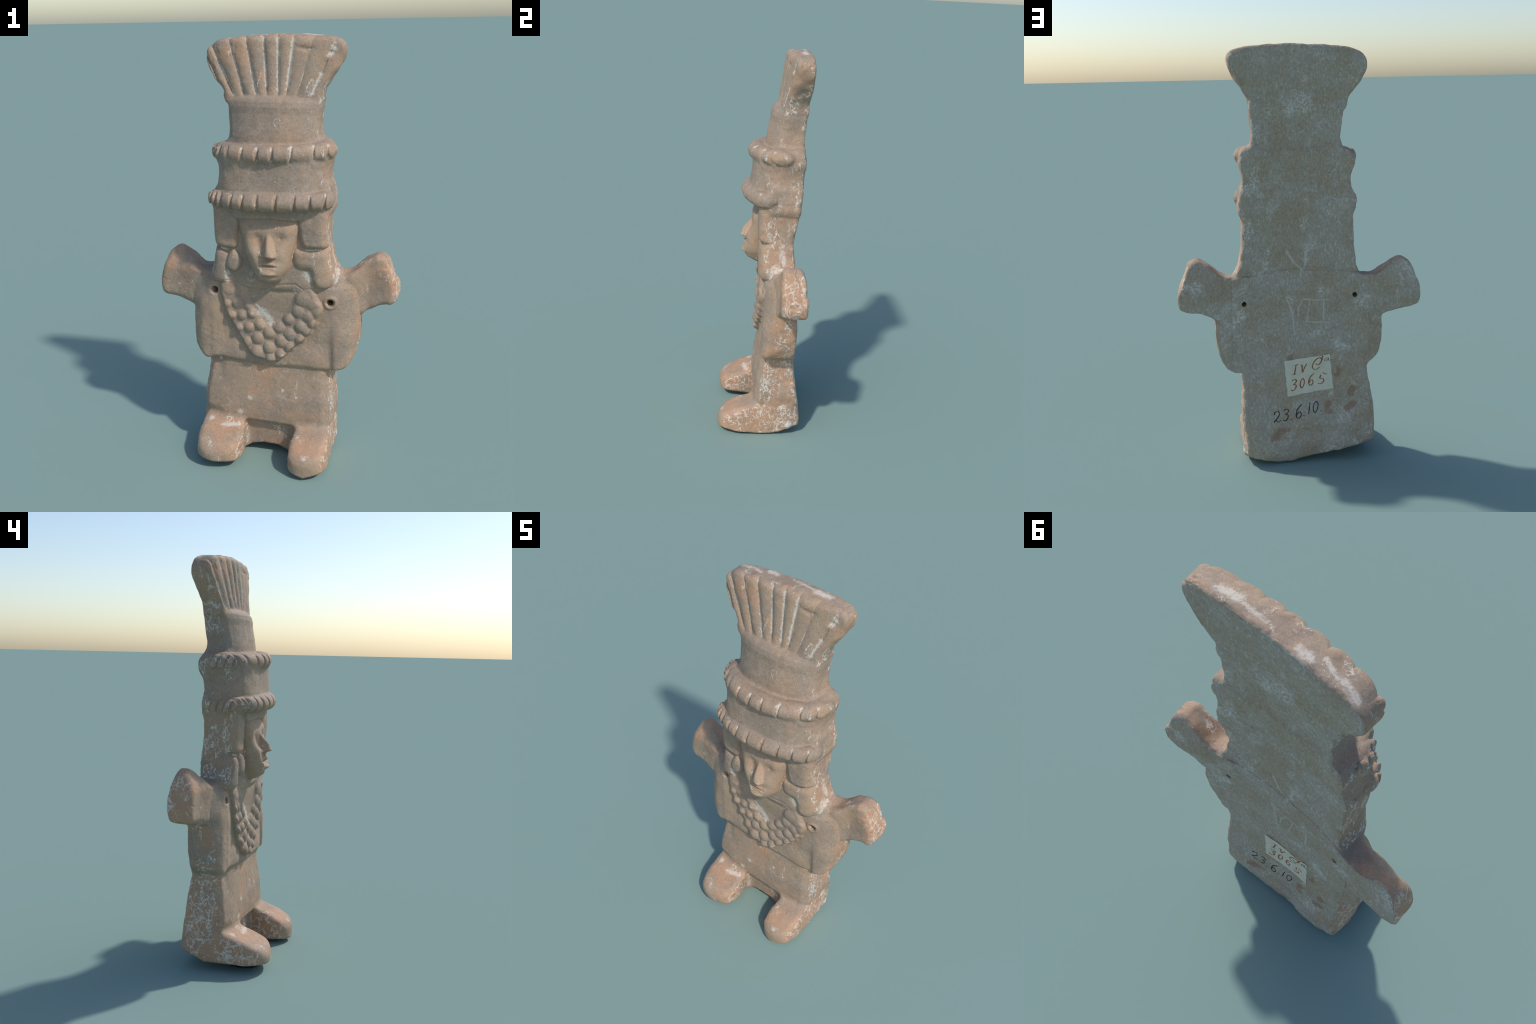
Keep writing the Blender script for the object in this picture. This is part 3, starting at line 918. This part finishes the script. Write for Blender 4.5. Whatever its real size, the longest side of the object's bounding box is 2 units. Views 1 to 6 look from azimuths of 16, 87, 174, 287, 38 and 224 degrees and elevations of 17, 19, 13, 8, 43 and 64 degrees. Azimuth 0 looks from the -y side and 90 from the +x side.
stains = [bstroke((-.235, .335), (-.245, .355), .022), bstroke((-.175, .43), (-.18, .46), .016), bstroke((-.12, .27), (-.13, .29), .018), bstroke((-.22, .26), (-.25, .28), .018),
          bstroke((.14, .14), (.10, .17), .030), bstroke((.06, .52), (.055, .525), .018), bstroke((-.12, .245), (-.14, .25), .014)]

M = {
    'plume': clay('plume_clay', tan=.45, orange=.26, chalk=.20, flakes=.28, veil=.25, strokes=plume_strokes + top_strokes, edge=.6, side=.13, side_orange=.35, stretch=.5),
    'roll': clay('roll_clay', tan=.45, orange=.20, chalk=.16, flakes=.10, veil=.25, strokes=roll_strokes, edge=.4, speck=.55, side=.11, stretch=.4),
    'band': clay('band_clay', tan=.30, orange=.05, chalk=.12, flakes=.03, veil=.34, edge=.2, speck=.42, side=.11, stretch=.4),
    'head': clay('head_clay', tan=.38, orange=.10, chalk=.16, flakes=.12, veil=.28, strokes=hair_strokes + back_strokes[:4], edge=.35, speck=.42, side=.14, side_orange=.4, stretch=.4),
    'face': clay('face_clay', tan=.80, orange=.26, chalk=.06, flakes=.02, veil=.25, edge=.6, speck=.22, side=.02),
    'torso': clay('torso_clay', tan=.46, orange=.18, chalk=.12, flakes=.04, veil=.28, strokes=chest_strokes + back_strokes[4:], stains=stains[5:6], edge=.4, side=.15, side_orange=.7),
    'necklace': clay('necklace_clay', tan=.36, orange=.10, chalk=.04, flakes=.0, veil=.28, strokes=chest_strokes, edge=.3, speck=.42, side=.0, side_orange=0.),
    'arm': clay('arm_clay', tan=.55, orange=.38, chalk=.26, flakes=.20, veil=.25, edge=.7, side=.14, side_orange=.8),
    'skirt': clay('skirt_clay', tan=.58, orange=.30, chalk=.20, flakes=.08, veil=.28, strokes=skirt_strokes, stains=stains, edge=.7, side=.15, side_orange=.7),
    'foot': clay('foot_clay', tan=.58, orange=.42, chalk=.34, flakes=.28, veil=.28, strokes=foot_strokes, stains=stains[4:5], edge=.5, side=.15, side_orange=.7),
}
mat_of = dict(feather='plume', plume='plume', roll_segment='roll', headdress_roll='roll', headdress_band='band', head='head', hair='head', hair_lock='head', ear_ornament='head',
              face='face', nose='face', mouth='face', eye='face', torso='torso', necklace='necklace', bead='necklace', arm='arm', hand='arm', skirt='skirt', leg='foot', foot='foot')


def simple_mat(name, colour, rough=.7, vary=.2, scale=40, dark=None):
    m, nt = new_mat(name); b = NB(nt)
    out = b.n('ShaderNodeOutputMaterial'); bs = b.n('ShaderNodeBsdfPrincipled')
    nt.links.new(bs.outputs[0], out.inputs[0])
    P = b.n('ShaderNodeTexCoord').outputs['Object']
    d = dark or tuple(c * .55 for c in colour[:3]) + (1,)
    f = b.math('MULTIPLY', b.ramp(b.noise(P, scale, 5, .65), .4, .7), vary)
    b.put(bs.inputs['Base Color'], b.mix(f, colour, d))
    bs.inputs['Roughness'].default_value = rough
    return m


PAPER = simple_mat('aged_paper', lin(221, 212, 188), .85, .35, 30, lin(196, 182, 150))
INK_BROWN = simple_mat('iron_gall_ink', lin(150, 88, 52), .8, .5, 120, lin(176, 122, 82))
INK_BLACK = simple_mat('black_ink', lin(32, 32, 34), .6, .4, 150, lin(70, 64, 58))
SCAN_BLACK = simple_mat('black_scan_remnant', lin(26, 24, 24), .9, .5, 60)  # black of the scan's hole filling below the soles, no real deposit

# ---------------------------------------------------------------- objects
scene = bpy.context.scene


def link(o, parent=None):
    scene.collection.objects.link(o)
    if parent is not None:
        o.parent = parent
    return o


root = bpy.data.objects.new('clay_figurine', None); link(root)
root['label'] = 'terracotta standing figurine with tall feathered headdress and bead collar'
root['category'] = 'clay figurine'


def part_mesh(kind, mask):
    q = Q[mask]
    used, inv = np.unique(q, return_inverse=True)
    me = bpy.data.meshes.new(kind)
    me.from_pydata(V[used].tolist(), [], inv.reshape(-1, 4).tolist())
    me.shade_smooth()
    me.normals_split_custom_set_from_vertices(NRM[used].tolist())
    me.materials.append(M[mat_of[kind]])
    return me


objs = {}
uniq = sorted(set(keys))
order = ['plume', 'headdress_band', 'headdress_roll', 'head', 'torso', 'necklace', 'arm', 'skirt', 'leg', 'foot',
         'face', 'hair', 'hair_lock', 'ear_ornament', 'nose', 'mouth', 'eye', 'hand', 'feather', 'roll_segment', 'bead']
for kind in order:
    for k in [u for u in uniq if u.split('|')[0] == kind]:
        mask = keys == k
        if mask.sum() < 4:
            continue
        o = bpy.data.objects.new(kind, part_mesh(kind, mask))
        tag = k.split('|')[1]
        par = root
        if kind == 'feather': par = objs['plume|0']
        elif kind == 'roll_segment': par = objs.get('headdress_roll|' + tag[0], root)
        elif kind in ('face', 'hair', 'hair_lock', 'ear_ornament', 'nose', 'mouth', 'eye'): par = objs['head|0']
        elif kind == 'bead': par = objs['necklace|0']
        elif kind == 'hand': par = objs['arm|' + tag]
        elif kind == 'foot': par = objs.get('leg|' + tag, root)
        link(o, par); objs[k] = o


# ---- paper label and handwriting -------------------------------------------
def lerp2(c, u, v):
    """c = corners tl, tr, br, bl ; u across, v down"""
    c = np.array(c, float)
    return (c[0] * (1 - u) + c[1] * u) * (1 - v) + (c[3] * (1 - u) + c[2] * u) * v


label_corners = [(.085, .513), (-.140, .532), (-.154, .360), (.072, .333)]
NU, NV = 28, 22
LY = np.zeros((NU + 1, NV + 1)); LXZ = np.zeros((NU + 1, NV + 1, 2))
for i in range(NU + 1):
    for j in range(NV + 1):
        p = lerp2(label_corners, i / NU, j / NV)
        p = p + .0012 * np.array([math.sin(i * 1.9 + j), math.cos(j * 2.3 + i * .7)]) * (i in (0, NU) or j in (0, NV))
        LXZ[i, j] = p; LY[i, j] = back_y(*p)
LS = LY.copy()
for _ in range(6):
    pad = np.pad(LS, 1, mode='edge')
    LS = np.maximum(LY, (pad[:-2, 1:-1] + pad[2:, 1:-1] + pad[1:-1, :-2] + pad[1:-1, 2:]) / 4)
LS += .0022
verts = []; faces = []
for lay in (0, -.0016):
    for i in range(NU + 1):
        for j in range(NV + 1):
            verts.append((LXZ[i, j, 0], LS[i, j] + lay, LXZ[i, j, 1]))
n1 = (NU + 1) * (NV + 1)
gi = lambda i, j: i * (NV + 1) + j
for i in range(NU):
    for j in range(NV):
        q = (gi(i, j), gi(i, j + 1), gi(i + 1, j + 1), gi(i + 1, j))
        faces.append(q); faces.append(tuple(n1 + a for a in q[::-1]))
rim = [(i, 0) for i in range(NU)] + [(NU, j) for j in range(NV)] + [(i, NV) for i in range(NU, 0, -1)] + [(0, j) for j in range(NV, 0, -1)]
for a, b in zip(rim, rim[1:] + rim[:1]):
    faces.append((gi(*a), gi(*b), n1 + gi(*b), n1 + gi(*a)))
me = bpy.data.meshes.new('paper_label'); me.from_pydata(verts, [], faces); me.materials.append(PAPER)
import bmesh
bm = bmesh.new(); bm.from_mesh(me); bmesh.ops.recalc_face_normals(bm, faces=bm.faces); bm.to_mesh(me); bm.free()
label = link(bpy.data.objects.new('paper_label', me), root)

LABEL_BVH = BVHTree.FromPolygons(verts, faces)


def top_y(x, z):
    h = LABEL_BVH.ray_cast(Vector((x, .6, z)), Vector((0, -1, 0)))
    return max(h[0].y if h[0] else -9, back_y(x, z))


# pen strokes per character, in a unit cell (x right, y up), with slanted old-style forms
GLYPH = {
    'I': [[(.62, 1), (.5, .5), (.36, 0)], [(.35, 1.02), (.62, 1), (.90, 1.05)], [(.08, .02), (.36, 0), (.60, .04)]],
    'V': [[(.10, .95), (.28, .9), (.32, .45), (.36, 0), (.62, .5), (.95, 1.0)]],
    'C': [[(.90, .80), (.78, 1.02), (.50, .95), (.22, .60), (.15, .22), (.38, .0), (.72, .18)], [(.40, .55), (.62, .42), (.85, .70), (.98, 1.15)]],
    'a': [[(.75, .62), (.45, .68), (.18, .35), (.25, .05), (.50, .10), (.75, .62), (.72, .2), (.85, .02), (1.05, .2)]],
    '3': [[(.22, .88), (.50, 1.0), (.78, .85), (.60, .60), (.42, .54), (.70, .42), (.66, .15), (.35, -.05), (.08, .08)]],
    '0': [[(.60, 1), (.30, .75), (.20, .30), (.38, 0), (.68, .25), (.78, .70), (.60, 1)]],
    '6': [[(.88, 1.05), (.50, .80), (.22, .40), (.25, .08), (.52, -.02), (.76, .22), (.66, .46), (.40, .40), (.24, .2)]],
    '5': [[(.48, .95), (.40, .55), (.66, .50), (.72, .22), (.45, .0), (.18, .06)], [(.62, 1.12), (.82, 1.02), (.98, .90)]],
    '2': [[(.16, .72), (.30, .98), (.62, .98), (.74, .72), (.52, .40), (.22, .12), (.12, .05), (.30, .20), (.55, .02), (.92, .12)]],
    '1': [[(.62, 1.02), (.52, .5), (.40, 0)]],
    '.': [[(.05, .06), (.12, .035), (.22, .015), (.30, .0)]],
}


def write(kind, items, mat, width, parent):
    """items: (character, x, z of lower left, cell width, height, tilt)"""
    obs = []
    for ch, x0, z0, w, h, tilt in items:
        vs = []; fs = []
        for st in GLYPH[ch]:
            pts = spline(st, 7, closed=False)
            # written on the back, so "right" on the page is -x
            XY = np.stack([x0 - (pts[:, 0] * w), z0 + pts[:, 1] * h + tilt * pts[:, 0] * w], 1)
            tang = np.gradient(XY, axis=0); tang /= np.maximum(np.linalg.norm(tang, axis=1), 1e-9)[:, None]
            nor = np.stack([-tang[:, 1], tang[:, 0]], 1)
            m = len(XY); base = len(vs)
            for i in range(m):
                ww = width * (.55 + .55 * abs(tang[i, 1])) * (.35 if i in (0, m - 1) else 1)
                y = max(top_y(*XY[i]), top_y(*(XY[i] + nor[i] * ww)), top_y(*(XY[i] - nor[i] * ww))) + .0004
                l = XY[i] + nor[i] * ww; r = XY[i] - nor[i] * ww
                vs += [(l[0], y - .0012, l[1]), (XY[i, 0], y + .0009, XY[i, 1]), (r[0], y - .0012, r[1]), (XY[i, 0], y - .0022, XY[i, 1])]
            for i in range(m - 1):
                for k in range(4):
                    a = base + i * 4 + k; c = base + i * 4 + (k + 1) % 4
                    fs.append((a, c, c + 4, a + 4))
            fs.append((base, base + 3, base + 2, base + 1)); e = base + (m - 1) * 4
            fs.append((e, e + 1, e + 2, e + 3))
        me = bpy.data.meshes.new(kind); me.from_pydata(vs, [], fs); me.materials.append(mat)
        bm = bmesh.new(); bm.from_mesh(me); bmesh.ops.recalc_face_normals(bm, faces=bm.faces); bm.to_mesh(me); bm.free()
        obs.append(link(bpy.data.objects.new(kind, me), parent))
    return obs


write('handwritten_character', [('I', .052, .440, .040, .046, .12), ('V', .010, .447, .038, .042, .12), ('C', -.044, .457, .062, .056, .1),
                                ('3', .060, .362, .042, .052, .12), ('0', .016, .368, .036, .048, .12), ('6', -.026, .380, .038, .055, .1), ('5', -.068, .384, .055, .048, .1)],
      INK_BROWN, .0036, label)
write('handwritten_character', [('a', -.108, .498, .034, .022, .1)], INK_BLACK, .0016, label)
write('inventory_numeral', [('2', .150, .210, .046, .052, .1), ('3', .103, .216, .042, .054, .1), ('.', .063, .218, .02, .05, 0), ('6', .043, .222, .046, .060, .1), ('.', -.001, .232, .02, .05, 0),
                            ('1', -.012, .237, .040, .056, .1), ('0', -.044, .242, .042, .056, .1), ('.', -.086, .249, .02, .05, 0)], INK_BLACK, .0031, root)


# ---- black scan hole-fill remnants under the feet, not part of the figurine ------------------------------------
def scan_remnant(outline, z_top, seed):
    rng = np.random.default_rng(seed)
    pts = spline(outline, 5)
    c = pts.mean(0); rings = 7; vs = []; fs = []
    n = len(pts)
    for r in range(rings):
        t = 1 - r / rings
        for i, p in enumerate(pts):
            q = c + (p - c) * t * (1 + rng.uniform(-.06, .06))
            zz = z_top(q) * t ** .5 if False else z_top(q) - (z_top(q) - .000) * (1 - t ** 3) * rng.uniform(.75, 1.0)
            vs.append((q[0], q[1], max(zz, 0.0)))
    vs.append((c[0], c[1], 0.0))
    for r in range(rings - 1):
        for i in range(n):
            a = r * n + i; b_ = r * n + (i + 1) % n
            fs.append((a, b_, b_ + n, a + n))
    last = (rings - 1) * n
    for i in range(n):
        fs.append((last + i, last + (i + 1) % n, len(vs) - 1))
    # lid, buried inside the foot
    top = len(vs)
    for p in pts:
        vs.append((p[0], p[1], z_top(p) + .01))
    for i in range(n):
        fs.append((i, top + i, top + (i + 1) % n, (i + 1) % n))
    fs.append(tuple(range(top, top + n)))
    me = bpy.data.meshes.new('scan_remnant_lump'); me.from_pydata(vs, [], fs); me.materials.append(SCAN_BLACK)
    bm = bmesh.new(); bm.from_mesh(me); bmesh.ops.recalc_face_normals(bm, faces=bm.faces); bm.to_mesh(me); bm.free()
    return link(bpy.data.objects.new('scan_remnant_lump', me), root)


zt = lambda q: float(sole_height(np.array(q[0]), np.array(q[1]))) + .004
scan_remnant([(-.31, -.13), (-.29, -.185), (-.22, -.200), (-.15, -.18), (-.14, -.10), (-.15, -.02), (-.22, .02), (-.29, .0), (-.315, -.06)], zt, 3)
scan_remnant([(.135, -.12), (.14, -.175), (.18, -.195), (.24, -.18), (.27, -.12), (.27, -.03), (.20, .02), (.14, -.02)], zt, 4)
print('faces', len(Q), 'parts', len(objs))
